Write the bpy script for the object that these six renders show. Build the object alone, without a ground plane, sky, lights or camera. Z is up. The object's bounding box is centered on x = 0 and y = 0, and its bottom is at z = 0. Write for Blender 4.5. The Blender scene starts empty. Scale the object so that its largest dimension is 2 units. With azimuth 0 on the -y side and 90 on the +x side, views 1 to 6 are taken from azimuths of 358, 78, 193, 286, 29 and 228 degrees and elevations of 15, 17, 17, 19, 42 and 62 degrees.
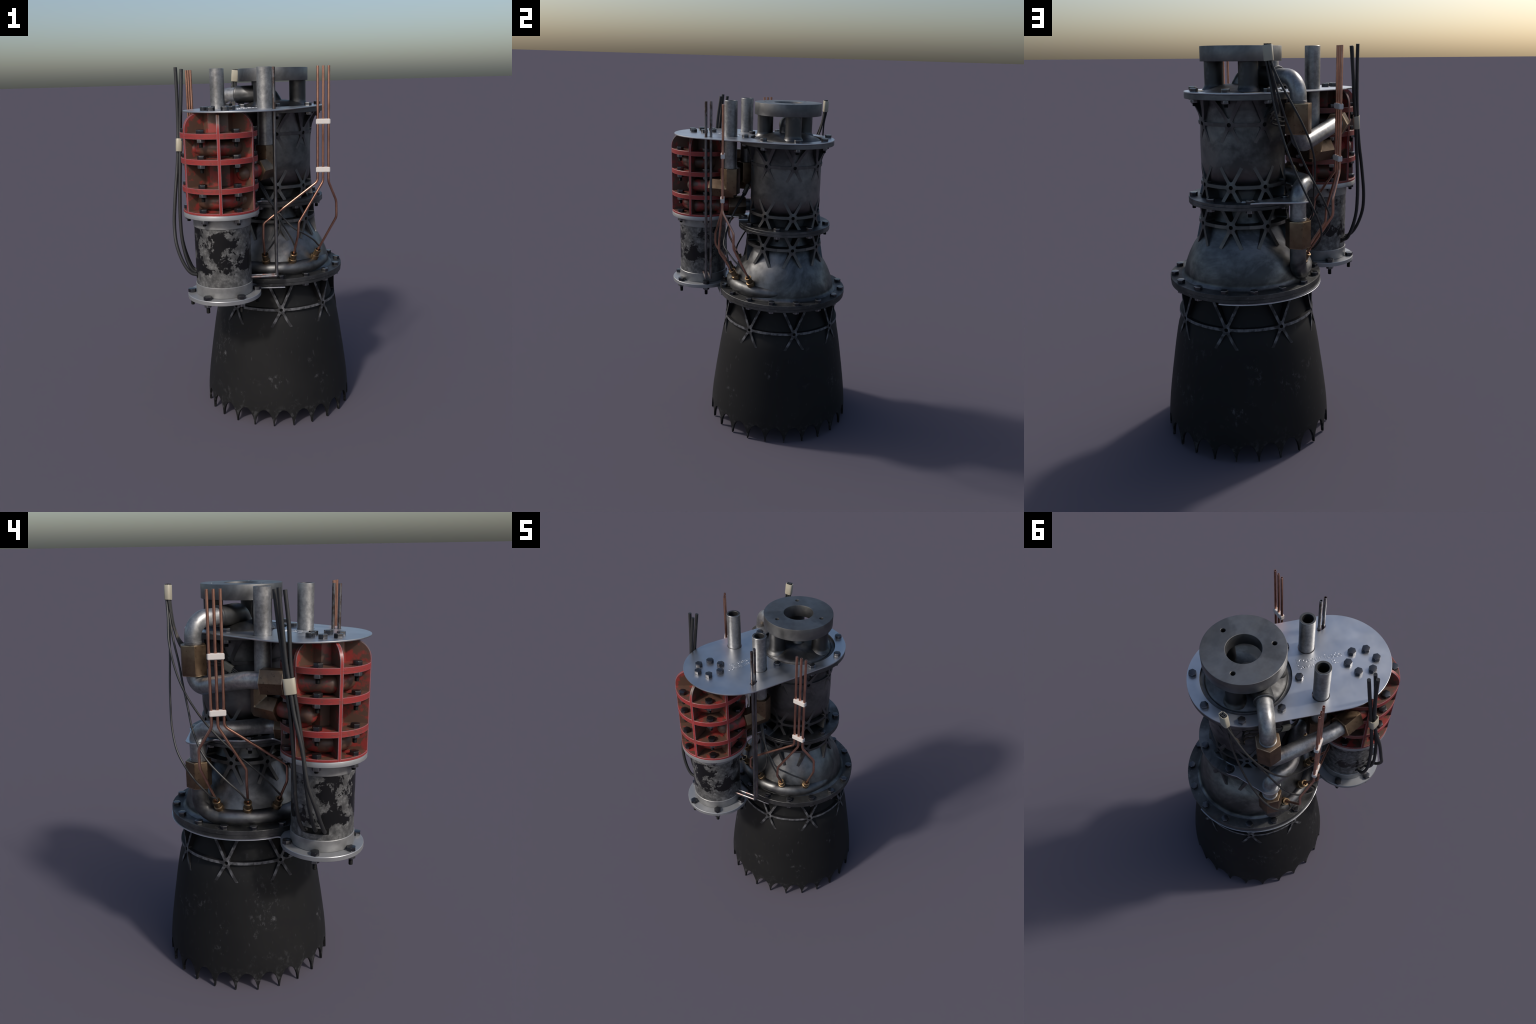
import bpy, bmesh, math, random
from math import pi, sin, cos, tan, radians, sqrt, atan2, acos
from mathutils import Vector, Matrix, Quaternion

random.seed(11)
V = Vector
AX = V((0.067, 0.1115, 0))        # engine axis
PX = V((-0.243, -0.3535, 0))      # pump axis
col = bpy.context.scene.collection
LEVELS = [1.6710, 1.5475, 1.4055]     # mid heights of the bolted pump rings


# ---------------------------------------------------------------- materials
class M:
    """Small helper for building node materials."""

    def __init__(self, name, rough=0.5, metal=0.0, color=(0.5, 0.5, 0.5)):
        self.mat = bpy.data.materials.new(name)
        self.mat.use_nodes = True
        self.nt = self.mat.node_tree
        self.b = self.nt.nodes["Principled BSDF"]
        self.b.inputs["Roughness"].default_value = rough
        self.b.inputs["Metallic"].default_value = metal
        self.b.inputs["Base Color"].default_value = (*color, 1)
        self.tc = self.nt.nodes.new("ShaderNodeTexCoord")
        self.obj = self.tc.outputs["Object"]

    def n(self, t, **kw):
        nd = self.nt.nodes.new("ShaderNode" + t)
        for k, v in kw.items():
            setattr(nd, k, v)
        return nd

    def link(self, a, b):
        self.nt.links.new(a, b)

    def mapping(self, scale=(1, 1, 1), loc=(0, 0, 0), src=None):
        m = self.n("Mapping")
        m.inputs["Scale"].default_value = scale
        m.inputs["Location"].default_value = loc
        self.link(src or self.obj, m.inputs["Vector"])
        return m.outputs[0]

    def noise(self, scale, detail=4, rough=0.55, vec=None, dist=0.0):
        nd = self.n("TexNoise")
        nd.inputs["Scale"].default_value = scale
        nd.inputs["Detail"].default_value = detail
        nd.inputs["Roughness"].default_value = rough
        nd.inputs["Distortion"].default_value = dist
        self.link(vec or self.obj, nd.inputs["Vector"])
        return nd.outputs["Fac"]

    def ramp(self, fac, stops, interp="LINEAR"):
        r = self.n("ValToRGB")
        r.color_ramp.interpolation = interp
        els = r.color_ramp.elements
        while len(els) < len(stops):
            els.new(0.5)
        for e, (p, c) in zip(els, stops):
            e.position = p
            e.color = (c, c, c, 1) if isinstance(c, (int, float)) else (*c, 1)
        self.link(fac, r.inputs[0])
        return r.outputs[0]

    def mix(self, fac, a, b):
        m = self.n("Mix", data_type="RGBA")
        ins = [s for s in m.inputs if s.type == "RGBA"]
        for val, s in ((a, ins[0]), (b, ins[1])):
            if isinstance(val, tuple):
                s.default_value = (*val, 1)
            else:
                self.link(val, s)
        if isinstance(fac, (int, float)):
            m.inputs[0].default_value = fac
        else:
            self.link(fac, m.inputs[0])
        return [o for o in m.outputs if o.type == "RGBA"][0]

    def math(self, op, a, b=0.0, clamp=False):
        m = self.n("Math", operation=op, use_clamp=clamp)
        for i, x in enumerate((a, b)):
            if isinstance(x, (int, float)):
                m.inputs[i].default_value = x
            else:
                self.link(x, m.inputs[i])
        return m.outputs[0]

    def xyz(self, src=None):
        s = self.n("SeparateXYZ")
        self.link(src or self.obj, s.inputs[0])
        return s.outputs

    def edge(self, radius=0.004, lo=0.02, hi=0.12):
        """mask of sharp edges: bevelled normal against true normal"""
        bv = self.n("Bevel", samples=6)
        bv.inputs["Radius"].default_value = radius
        g = self.n("NewGeometry")
        d = self.n("VectorMath", operation="DOT_PRODUCT")
        self.link(bv.outputs[0], d.inputs[0])
        self.link(g.outputs["Normal"], d.inputs[1])
        inv = self.math("SUBTRACT", 1.0, d.outputs["Value"])
        return self.ramp(inv, [(lo, 0.0), (hi, 1.0)])

    def base(self, sock):
        self.link(sock, self.b.inputs["Base Color"])

    def rough(self, sock):
        self.link(sock, self.b.inputs["Roughness"])

    def metal(self, sock):
        self.link(sock, self.b.inputs["Metallic"])

    def bump(self, h, strength=0.2, dist=0.002):
        b = self.n("Bump")
        b.inputs["Strength"].default_value = strength
        b.inputs["Distance"].default_value = dist
        self.link(h, b.inputs["Height"])
        self.link(b.outputs[0], self.b.inputs["Normal"])


def axis_coords(m, centre):
    """(cos, sin) direction, height and radius round a vertical axis"""
    mp = m.mapping(loc=(-centre.x, -centre.y, 0))
    x, y, z = m.xyz(mp)
    r = m.math("SQRT", m.math("ADD", m.math("MULTIPLY", x, x), m.math("MULTIPLY", y, y)))
    return mp, x, y, z, r


def cast_iron(name="dark_cast_metal", base=0.2, lo=0.55, hi=1.35, rough=(0.36, 0.56), soot=0.8, flecks=False, heat=False):
    m = M(name, 0.45, 1.0)
    n1 = m.noise(5, 5, 0.6, dist=0.4)
    n2 = m.noise(22, 4, 0.6)
    f = m.math("ADD", m.math("MULTIPLY", n1, 0.7), m.math("MULTIPLY", n2, 0.3))
    c = m.ramp(f, [(0.33, (base * lo, base * lo, base * lo * 1.0)), (0.5, (base, base, base * 1.0)), (0.66, (base * hi, base * hi * 0.99, base * hi * 0.96))])
    sootm = m.ramp(m.noise(3.4, 6, 0.62, vec=m.mapping((1, 1, 1.3), (4, 2, 1)), dist=0.5), [(0.47, 0.0), (0.60, 1.0)])
    c = m.mix(m.math("MULTIPLY", sootm, soot), c, (base * 0.32, base * 0.32, base * 0.33))
    if heat:
        hz = m.xyz()[2]
        band = m.math("MULTIPLY", m.ramp(m.math("SUBTRACT", hz, 1.0), [(0.33, 0.0), (0.37, 1.0)]), m.ramp(m.math("SUBTRACT", hz, 1.0), [(0.40, 1.0), (0.47, 0.0)]))
        c = m.mix(m.math("MULTIPLY", band, 0.55), c, (0.135, 0.112, 0.108))
    if flecks:
        fl = m.ramp(m.noise(48, 4, 0.65, vec=m.mapping((1, 1, 1.6))), [(0.60, 0.0), (0.70, 0.5)])
        c = m.mix(fl, c, (0.26, 0.255, 0.25))
    m.base(c)
    m.rough(m.ramp(n1, [(0.3, rough[1]), (0.7, rough[0])]))
    m.bump(n2, 0.10, 0.002)
    return m.mat


def make_materials():
    D = {}
    # soot black nozzle with small clustered chips
    m = M("soot_black", 0.62, 0.0)
    z = m.xyz()[2]
    zone = m.math("MULTIPLY", m.ramp(z, [(0.12, 0.25), (0.30, 1.0)]), m.ramp(z, [(0.42, 1.0), (0.60, 0.25)]))
    clus = m.math("MULTIPLY", m.ramp(m.noise(6.0, 2, 0.5), [(0.54, 0.0), (0.62, 1.0)]), zone)
    spots = m.ramp(m.noise(36, 6, 0.72, vec=m.mapping((1, 1, 0.75))), [(0.54, 0.0), (0.72, 1.0)])
    fine = m.ramp(m.noise(60, 3, 0.5, vec=m.mapping((1, 1, 0.3), (3, 1, 2))), [(0.67, 0.0), (0.76, 0.7)])
    low = m.ramp(z, [(0.06, 1.0), (0.13, 0.0)])
    rim = m.math("MULTIPLY", low, m.ramp(m.noise(45, 4, 0.6), [(0.52, 0.0), (0.64, 0.4)]))
    chips = m.math("ADD", m.math("MULTIPLY", clus, spots), m.math("MULTIPLY", fine, 0.35))
    chips = m.math("ADD", chips, rim, clamp=True)
    soft = m.noise(4, 3, 0.5)
    dark = m.mix(soft, (0.0065, 0.0065, 0.007), (0.0125, 0.0125, 0.0125))
    m.base(m.mix(m.math("MULTIPLY", chips, 0.8), dark, (0.105, 0.105, 0.11)))
    m.b.inputs["Specular IOR Level"].default_value = 0.2
    m.bump(spots, 0.08, 0.001)
    D["soot"] = m.mat
    # ribs on the nozzle: same black worn to grey on the faces
    m = M("soot_black_worn", 0.55, 0.0)
    w = m.ramp(m.noise(24, 5, 0.62), [(0.42, 0.0), (0.60, 1.0)])
    g = m.n("NewGeometry")
    outw = m.n("VectorMath", operation="DOT_PRODUCT")
    mp = m.mapping((1, 1, 0), (-AX.x, -AX.y, 0))
    nrm = m.n("VectorMath", operation="NORMALIZE")
    m.link(mp, nrm.inputs[0])
    tn = m.n("VectorTransform", vector_type="NORMAL", convert_from="WORLD", convert_to="OBJECT")
    m.link(g.outputs["Normal"], tn.inputs[0])
    m.link(tn.outputs[0], outw.inputs[0])
    m.link(nrm.outputs[0], outw.inputs[1])
    face = m.ramp(outw.outputs["Value"], [(0.75, 0.0), (0.9, 1.0)])
    k = m.math("MULTIPLY", face, m.math("ADD", m.math("MULTIPLY", w, 0.84), 0.16))
    m.base(m.mix(k, (0.009, 0.009, 0.010), (0.135, 0.135, 0.142)))
    m.b.inputs["Specular IOR Level"].default_value = 0.25
    D["soot_worn"] = m.mat

    D["cast"] = cast_iron("dark_cast_metal", 0.16, 0.5, 1.45, (0.40, 0.56), heat=True)
    D["cast_rib"] = cast_iron("dark_cast_rib", 0.145, 0.65, 1.3, soot=0.4)
    D["cast_pale"] = cast_iron("machined_cast_metal", 0.18, 0.7, 1.3, (0.40, 0.56), soot=0.45)
    D["cast_black"] = cast_iron("blackened_flange", 0.105, 0.6, 1.6, (0.48, 0.64), soot=0.5, flecks=True)

    # galvanised tube
    m = M("galvanised_steel", 0.36, 0.82)
    n1 = m.noise(9, 5, 0.62)
    n2 = m.noise(60, 4, 0.6)
    f = m.math("ADD", m.math("MULTIPLY", n1, 0.65), m.math("MULTIPLY", n2, 0.35))
    m.base(m.ramp(f, [(0.36, (0.17, 0.17, 0.172)), (0.5, (0.28, 0.28, 0.282)), (0.64, (0.43, 0.425, 0.415))]))
    m.rough(m.ramp(f, [(0.35, 0.36), (0.65, 0.48)]))
    m.bump(n2, 0.06, 0.001)
    D["steel"] = m.mat

    # brushed plate
    m = M("brushed_aluminium", 0.34, 1.0)
    n1 = m.noise(6, 4, 0.55)
    m.base(m.ramp(n1, [(0.3, (0.50, 0.51, 0.53)), (0.7, (0.62, 0.63, 0.65))]))
    m.rough(m.ramp(m.noise(14, 3, 0.5), [(0.3, 0.33), (0.7, 0.42)]))
    D["alu"] = m.mat

    # brass
    m = M("aged_brass", 0.42, 1.0)
    n1 = m.noise(16, 5, 0.6)
    n2 = m.noise(75, 4, 0.6)
    c = m.ramp(n1, [(0.3, (0.150, 0.100, 0.066)), (0.55, (0.205, 0.140, 0.090)), (0.75, (0.260, 0.185, 0.120))])
    pits = m.ramp(n2, [(0.60, 0.0), (0.68, 0.6)])
    m.base(m.mix(pits, c, (0.06, 0.04, 0.028)))
    m.rough(m.ramp(n2, [(0.3, 0.5), (0.7, 0.36)]))
    m.bump(n2, 0.14, 0.0015)
    D["brass"] = m.mat
    m = M("rubbed_brass_edge", 0.34, 1.0)
    m.base(m.ramp(m.noise(20, 4, 0.6), [(0.36, (0.20, 0.135, 0.08)), (0.58, (0.52, 0.39, 0.25))]))
    D["brass_edge"] = m.mat

    m = M("copper", 0.33, 1.0)
    n1 = m.noise(12, 4, 0.6)
    m.base(m.ramp(n1, [(0.35, (0.46, 0.24, 0.175)), (0.6, (0.66, 0.36, 0.26))]))
    D["copper"] = m.mat
    m = M("bright_brass", 0.40, 1.0)
    m.base(m.ramp(m.noise(22, 4, 0.6), [(0.35, (0.18, 0.120, 0.068)), (0.62, (0.32, 0.225, 0.130))]))
    D["fitting"] = m.mat

    # red paint, browned where dirt collects, bare metal on the edges
    m = M("chipped_red_paint", 0.45, 0.0)
    mp, x, y, z, r = axis_coords(m, PX)
    outer = m.ramp(r, [(0.1905, 0.0), (0.1935, 1.0)])
    n1 = m.noise(13, 6, 0.62, dist=0.3)
    n2 = m.noise(55, 4, 0.6)
    redin = m.ramp(m.math("ADD", m.math("MULTIPLY", n1, 0.8), m.math("MULTIPLY", n2, 0.2)), [(0.512, 0.0), (0.575, 1.0)])
    redout = m.math("MULTIPLY", m.ramp(n1, [(0.30, 0.35), (0.42, 1.0)]), m.ramp(m.math("ADD", y, m.math("MULTIPLY", n1, 0.1)), [(0.05, 1.0), (0.20, 0.45)]))
    k = m.math("ADD", m.math("MULTIPLY", outer, redout), m.math("MULTIPLY", m.math("SUBTRACT", 1.0, outer), m.math("MULTIPLY", redin, 0.8)), clamp=True)
    red = m.mix(n2, (0.235, 0.022, 0.021), (0.315, 0.030, 0.028))
    brown = m.mix(n1, (0.066, 0.035, 0.024), (0.108, 0.056, 0.038))
    c = m.mix(k, brown, red)
    e = m.math("MULTIPLY", m.edge(0.0032, 0.015, 0.10), m.ramp(r, [(0.12, 0.15), (0.16, 1.0)]))
    c = m.mix(m.math("MULTIPLY", e, 0.85), c, (0.27, 0.225, 0.26))
    for lv in LEVELS:
        dz = m.math("ABSOLUTE", m.math("SUBTRACT", z, lv - 0.001))
        ln = m.math("MULTIPLY", m.math("MULTIPLY", m.ramp(dz, [(0.0007, 1.0), (0.0013, 0.0)]), outer), m.ramp(n2, [(0.45, 0.0), (0.6, 0.8)]))
        c = m.mix(ln, c, (0.10, 0.035, 0.035))
    scr = m.ramp(m.noise(90, 4, 0.6, vec=m.mapping((1, 1, 2.5))), [(0.68, 0.0), (0.74, 0.6)])
    c = m.mix(m.math("MULTIPLY", scr, outer), c, (0.36, 0.22, 0.2))
    m.base(c)
    m.rough(m.ramp(n1, [(0.3, 0.5), (0.7, 0.38)]))
    m.bump(n2, 0.08, 0.001)
    D["red"] = m.mat

    m = M("grey_enamel", 0.42, 0.6, (0.33, 0.335, 0.345))
    n1 = m.noise(8, 4, 0.5)
    m.base(m.ramp(n1, [(0.3, (0.30, 0.305, 0.315)), (0.7, (0.38, 0.385, 0.395))]))
    D["grey"] = m.mat

    m = M("cast_grey_collar", 0.45, 0.5)
    n1 = m.noise(14, 5, 0.6)
    m.base(m.ramp(n1, [(0.3, (0.20, 0.20, 0.20)), (0.7, (0.32, 0.32, 0.315))]))
    D["collar"] = m.mat

    # motor can: grey with burnt black patches in its middle band
    m = M("scorched_grey_metal", 0.5, 0.35)
    mp, x, y, z, r = axis_coords(m, PX)
    band = m.math("MULTIPLY", m.ramp(z, [(0.90, 0.0), (0.99, 1.0)]), m.ramp(z, [(1.06, 1.0), (1.16, 0.0)]))
    n1 = m.noise(9.5, 6, 0.68, vec=m.mapping(loc=(1.25, 0.4, 0.3)), dist=0.3)
    rag = m.noise(60, 4, 0.7)
    blk = m.math("ADD", m.math("MULTIPLY", n1, 0.82), m.math("MULTIPLY", rag, 0.18))
    blk = m.math("ADD", blk, m.math("MULTIPLY", m.math("SUBTRACT", band, 1.0), 0.26))
    blk = m.math("ADD", blk, m.math("MULTIPLY", y, -0.30))
    blk = m.ramp(blk, [(0.518, 0.0), (0.542, 1.0)])
    n2 = m.noise(34, 5, 0.65)
    grey = m.ramp(n2, [(0.36, (0.062, 0.062, 0.062)), (0.5, (0.105, 0.105, 0.104)), (0.68, (0.215, 0.215, 0.21))])
    m.base(m.mix(blk, grey, (0.008, 0.008, 0.009)))
    m.rough(m.mix(blk, (0.5, 0.5, 0.5), (0.36, 0.36, 0.36)))
    m.bump(n2, 0.1, 0.001)
    D["motor"] = m.mat

    D["bolt"] = M("black_oxide_steel", 0.28, 0.95, (0.088, 0.089, 0.096)).mat
    D["bolt_edge"] = M("rubbed_bolt_edge", 0.34, 1.0, (0.46, 0.46, 0.47)).mat
    D["nut"] = M("dull_nut_steel", 0.42, 0.9, (0.15, 0.15, 0.155)).mat
    sm = M("oily_black_thread", 0.6, 0.0, (0.005, 0.005, 0.005))
    sm.b.inputs["Specular IOR Level"].default_value = 0.15
    D["stud"] = sm.mat
    D["hole"] = M("painted_bore_shadow", 0.8, 0.0, (0.004, 0.004, 0.004)).mat  # black paints deep-hole shadow onto the shallow hub holes

    m = M("black_rubber", 0.5, 0.0, (0.016, 0.016, 0.017))
    n = m.ramp(m.noise(45, 3, 0.5, vec=m.mapping((1, 1, 0.2))), [(0.70, 0.0), (0.76, 0.5)])
    m.base(m.mix(n, (0.017, 0.017, 0.018), (0.10, 0.075, 0.06)))
    D["rubber"] = m.mat
    m = M("black_wire_sleeve", 0.42, 0.0, (0.03, 0.03, 0.03))
    n = m.ramp(m.noise(18, 3, 0.5), [(0.62, 0.0), (0.72, 0.7)])
    m.base(m.mix(n, (0.026, 0.026, 0.026), (0.085, 0.06, 0.045)))
    D["wire"] = m.mat
    D["ivory"] = M("ivory_plastic", 0.34, 0.0, (0.39, 0.355, 0.275)).mat
    D["white"] = M("white_plastic", 0.45, 0.0, (0.60, 0.56, 0.53)).mat
    D["dark_clip"] = M("dull_olive_clip", 0.55, 0.0, (0.20, 0.19, 0.15)).mat

    # drain rods: steel with rusty streaks
    m = M("rust_streaked_steel", 0.40, 1.0)
    n1 = m.noise(18, 4, 0.6, vec=m.mapping((1, 1, 0.35)))
    m.base(m.ramp(n1, [(0.40, (0.15, 0.15, 0.158)), (0.52, (0.26, 0.26, 0.27)), (0.60, (0.22, 0.17, 0.165)), (0.70, (0.22, 0.10, 0.075))]))
    zz = m.xyz()[2]
    n2 = m.noise(40, 4, 0.65, vec=m.mapping((1, 1, 0.5)))
    rust = m.math("MULTIPLY", m.math("GREATER_THAN", zz, 1.785), m.ramp(n2, [(0.46, 0.0), (0.58, 0.85)]))
    base = m.b.inputs["Base Color"].links[0].from_socket
    m.base(m.mix(rust, base, (0.085, 0.055, 0.042)))
    D["rod"] = m.mat
    return D


MAT = make_materials()


# ---------------------------------------------------------------- objects
def make_mesh(name, verts, faces, mat, angle=35):
    me = bpy.data.meshes.new(name)
    me.from_pydata([tuple(v) for v in verts], [], faces)
    bm = bmesh.new()
    bm.from_mesh(me)
    bmesh.ops.remove_doubles(bm, verts=bm.verts, dist=1e-5)
    bmesh.ops.recalc_face_normals(bm, faces=bm.faces)
    bm.to_mesh(me)
    bm.free()
    finish_mesh(me, mat, angle)
    return me


def finish_mesh(me, mat, angle=35):
    me.polygons.foreach_set("use_smooth", [True] * len(me.polygons))
    me.set_sharp_from_angle(angle=radians(angle))
    me.materials.clear()
    me.materials.append(mat)


def rub_edges(me, mat, width):
    """give the narrow bevel faces a rubbed material of their own"""
    me.materials.append(mat)
    k = len(me.materials) - 1
    for p in me.polygons:
        co = [me.vertices[v].co for v in p.vertices]
        per = sum((co[i] - co[i - 1]).length for i in range(len(co)))
        if p.area / (per / 2) < width:
            p.material_index = k
    return me


def add(name, me, parent, matrix=None):
    ob = bpy.data.objects.new(name, me)
    col.objects.link(ob)
    ob.parent = parent
    if matrix is not None:
        ob.matrix_world = matrix
        ob.matrix_basis = matrix
    return ob


ENGINE = bpy.data.objects.new("rocket_engine", None)
col.objects.link(ENGINE)
ENGINE["label"] = "black rocket engine with red finned pump, copper tubes and brass nuts"
ENGINE["category"] = "rocket engine"


def joined(parts):
    """concatenate (verts, faces) pairs"""
    vs, fs = [], []
    for v, f in parts:
        o = len(vs)
        vs += list(v)
        fs += [tuple(i + o for i in q) for q in f]
    return vs, fs


def lathe(profile, segs=96, centre=AX, frame=None, closed=False):
    """profile: list of (r, z); a zero radius closes the end"""
    vs, fs, rows = [], [], []
    for r, z in profile:
        if r < 1e-6:
            rows.append([len(vs)] * segs)
            vs.append(V((centre.x, centre.y, z)))
        else:
            rows.append(list(range(len(vs), len(vs) + segs)))
            vs += [V((centre.x + r * cos(2 * pi * i / segs), centre.y + r * sin(2 * pi * i / segs), z)) for i in range(segs)]
    n = len(rows)
    for a in range(n if closed else n - 1):
        A, B = rows[a], rows[(a + 1) % n]
        for i in range(segs):
            j = (i + 1) % segs
            q = [A[i], A[j], B[j], B[i]]
            q = [x for k, x in enumerate(q) if x not in q[:k]]
            if len(q) > 2:
                fs.append(tuple(q))
    if frame is not None:
        vs = [frame @ v for v in vs]
    return vs, fs


def disc(r, z0, z1, r_in=0.0, c=0.0018):
    """profile of a chamfered disc or ring"""
    if r_in <= 0:
        return [(0, z0), (r - c, z0), (r, z0 + c), (r, z1 - c), (r - c, z1), (0, z1)]
    return [(r_in, z0), (r - c, z0), (r, z0 + c), (r, z1 - c), (r - c, z1), (r_in, z1), (r_in, z0)]


def frame_to(p, direction, up=V((0, 0, 1))):
    """matrix that takes local z to a direction, at p"""
    d = V(direction).normalized()
    q = d.to_track_quat("Z", "Y")
    return Matrix.Translation(p) @ q.to_matrix().to_4x4()


def fillet_path(pts, rads, step=radians(7)):
    """polyline with its corners rounded by arcs"""
    pts = [V(p) for p in pts]
    out = [pts[0]]
    for i in range(1, len(pts) - 1):
        a, p, b = pts[i - 1], pts[i], pts[i + 1]
        u, w = (a - p).normalized(), (b - p).normalized()
        turn = pi - u.angle(w)
        if turn < 0.02:
            out.append(p)
            continue
        r = rads if isinstance(rads, (int, float)) else rads[i - 1]
        t = min(r * tan(turn / 2), 0.49 * (a - p).length if i > 1 else 0.98 * (a - p).length, 0.49 * (b - p).length if i < len(pts) - 2 else 0.98 * (b - p).length)
        r = t / tan(turn / 2)
        c = p + (u + w).normalized() * (r / cos(turn / 2))
        s = p + u * t - c
        ax = s.cross(p + w * t - c).normalized()
        k = max(2, int(turn / step) + 1)
        for j in range(k + 1):
            out.append(c + Quaternion(ax, turn * j / k) @ s)
    out.append(pts[-1])
    return out


def spline_path(pts, n=10):
    """Catmull-Rom curve through the points (centripetal)"""
    P = [V(p) for p in pts]
    P = [P[0] * 2 - P[1]] + P + [P[-1] * 2 - P[-2]]
    out = []
    for i in range(1, len(P) - 2):
        p0, p1, p2, p3 = P[i - 1:i + 3]
        t = [0]
        for a, b in ((p0, p1), (p1, p2), (p2, p3)):
            t.append(t[-1] + max((b - a).length, 1e-5) ** 0.5)
        for k in range(n):
            x = t[1] + (t[2] - t[1]) * k / n
            A1 = p0 * ((t[1] - x) / (t[1] - t[0])) + p1 * ((x - t[0]) / (t[1] - t[0]))
            A2 = p1 * ((t[2] - x) / (t[2] - t[1])) + p2 * ((x - t[1]) / (t[2] - t[1]))
            A3 = p2 * ((t[3] - x) / (t[3] - t[2])) + p3 * ((x - t[2]) / (t[3] - t[2]))
            B1 = A1 * ((t[2] - x) / (t[2] - t[0])) + A2 * ((x - t[0]) / (t[2] - t[0]))
            B2 = A2 * ((t[3] - x) / (t[3] - t[1])) + A3 * ((x - t[1]) / (t[3] - t[1]))
            out.append(B1 * ((t[2] - x) / (t[2] - t[1])) + B2 * ((x - t[1]) / (t[2] - t[1])))
    out.append(P[-2])
    return out


def tube(path, radius, segs=16, cap0=True, cap1=True, bore=0.0, round0=False, round1=False):
    """sweep a circle; radius may be a list; bore gives hollow ends"""
    path = [V(p) for p in path]
    rr = list(radius) if isinstance(radius, (list, tuple)) else [radius] * len(path)
    if round0 or round1:
        k = 6
        if round0:
            d = (path[0] - path[1]).normalized()
            pre = [(path[0] + d * rr[0] * sin(a), rr[0] * cos(a)) for a in (pi / 2 * j / k for j in range(k, 0, -1))]
            path, rr = [p for p, _ in pre] + path, [max(r, 1e-4) for _, r in pre] + rr
        if round1:
            d = (path[-1] - path[-2]).normalized()
            post = [(path[-1] + d * rr[-1] * sin(a), rr[-1] * cos(a)) for a in (pi / 2 * j / k for j in range(1, k + 1))]
            path, rr = path + [p for p, _ in post], rr + [max(r, 1e-4) for _, r in post]
    tang = []
    for i in range(len(path)):
        a, b = path[max(i - 1, 0)], path[min(i + 1, len(path) - 1)]
        tang.append((b - a).normalized())
    ref = V((0, 0, 1)) if abs(tang[0].z) < 0.9 else V((1, 0, 0))
    n = (ref - tang[0] * ref.dot(tang[0])).normalized()
    vs, fs = [], []
    for i, p in enumerate(path):
        if i:
            n = tang[i - 1].rotation_difference(tang[i]) @ n
            n = (n - tang[i] * n.dot(tang[i])).normalized()
        b = tang[i].cross(n)
        vs += [p + (n * cos(2 * pi * k / segs) + b * sin(2 * pi * k / segs)) * rr[i] for k in range(segs)]
    for i in range(len(path) - 1):
        for k in range(segs):
            j = (k + 1) % segs
            fs.append((i * segs + k, i * segs + j, (i + 1) * segs + j, (i + 1) * segs + k))
    for end, cap, d in ((0, cap0, 1), (len(path) - 1, cap1, -1)):
        ring = list(range(end * segs, end * segs + segs))
        if not cap:
            continue
        if bore > 0:
            o = len(vs)
            p, t = path[end], tang[end] * d
            for depth in (0.0, bore * 4):
                vs += [p + (vs[k] - p) * (bore / rr[end]) + t * depth for k in ring]
            for k in range(segs):
                j = (k + 1) % segs
                fs.append((ring[k], ring[j], o + j, o + k))
                fs.append((o + k, o + j, o + segs + j, o + segs + k))
            fs.append(tuple(range(o + segs, o + 2 * segs)))
        else:
            fs.append(tuple(ring))
    return vs, fs


def hex_prism(radius, z0, z1, rot=0.0, chamfer=0.003, dome=0.0, centre=V((0, 0, 0)), inner=0.0):
    """hexagonal prism with softened edges (returned as verts, faces)"""
    bm = bmesh.new()
    lo, hi = [], []
    for i in range(6):
        a = rot + i * pi / 3
        lo.append(bm.verts.new((centre.x + radius * cos(a), centre.y + radius * sin(a), z0)))
        hi.append(bm.verts.new((centre.x + radius * cos(a), centre.y + radius * sin(a), z1)))
    bm.faces.new(lo[::-1])
    bm.faces.new(hi)
    for i in range(6):
        bm.faces.new((lo[i], lo[(i + 1) % 6], hi[(i + 1) % 6], hi[i]))
    bmesh.ops.bevel(bm, geom=list(bm.edges), offset=chamfer, segments=2, profile=0.6, affect="EDGES")
    bm.verts.index_update()
    vs = [v.co.copy() for v in bm.verts]
    fs = [tuple(v.index for v in f.verts) for f in bm.faces]
    bm.free()
    return vs, fs


def moved(part, mtx):
    return [mtx @ V(v) for v in part[0]], part[1]


def outline_plate(name, loops, z0, z1, mat, bevel=0.0015, hole_loops=()):
    """flat plate with rounded rim from closed loops of (x, y)"""
    cu = bpy.data.curves.new(name, "CURVE")
    cu.dimensions = "2D"
    cu.fill_mode = "BOTH"
    t = z1 - z0
    cu.extrude = t / 2 - bevel
    cu.bevel_depth = bevel
    cu.bevel_resolution = 1
    cu.offset = -bevel
    for lp in list(loops) + list(hole_loops):
        sp = cu.splines.new("POLY")
        sp.points.add(len(lp) - 1)
        for p, (x, y) in zip(sp.points, lp):
            p.co = (x, y, 0, 1)
        sp.use_cyclic_u = True
    ob = bpy.data.objects.new(name + "_curve", cu)
    me = bpy.data.meshes.new_from_object(ob)
    me.name = name
    me.transform(Matrix.Translation((0, 0, (z0 + z1) / 2)))
    bpy.data.objects.remove(ob)
    bpy.data.curves.remove(cu)
    finish_mesh(me, mat, 30)
    return me


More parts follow.
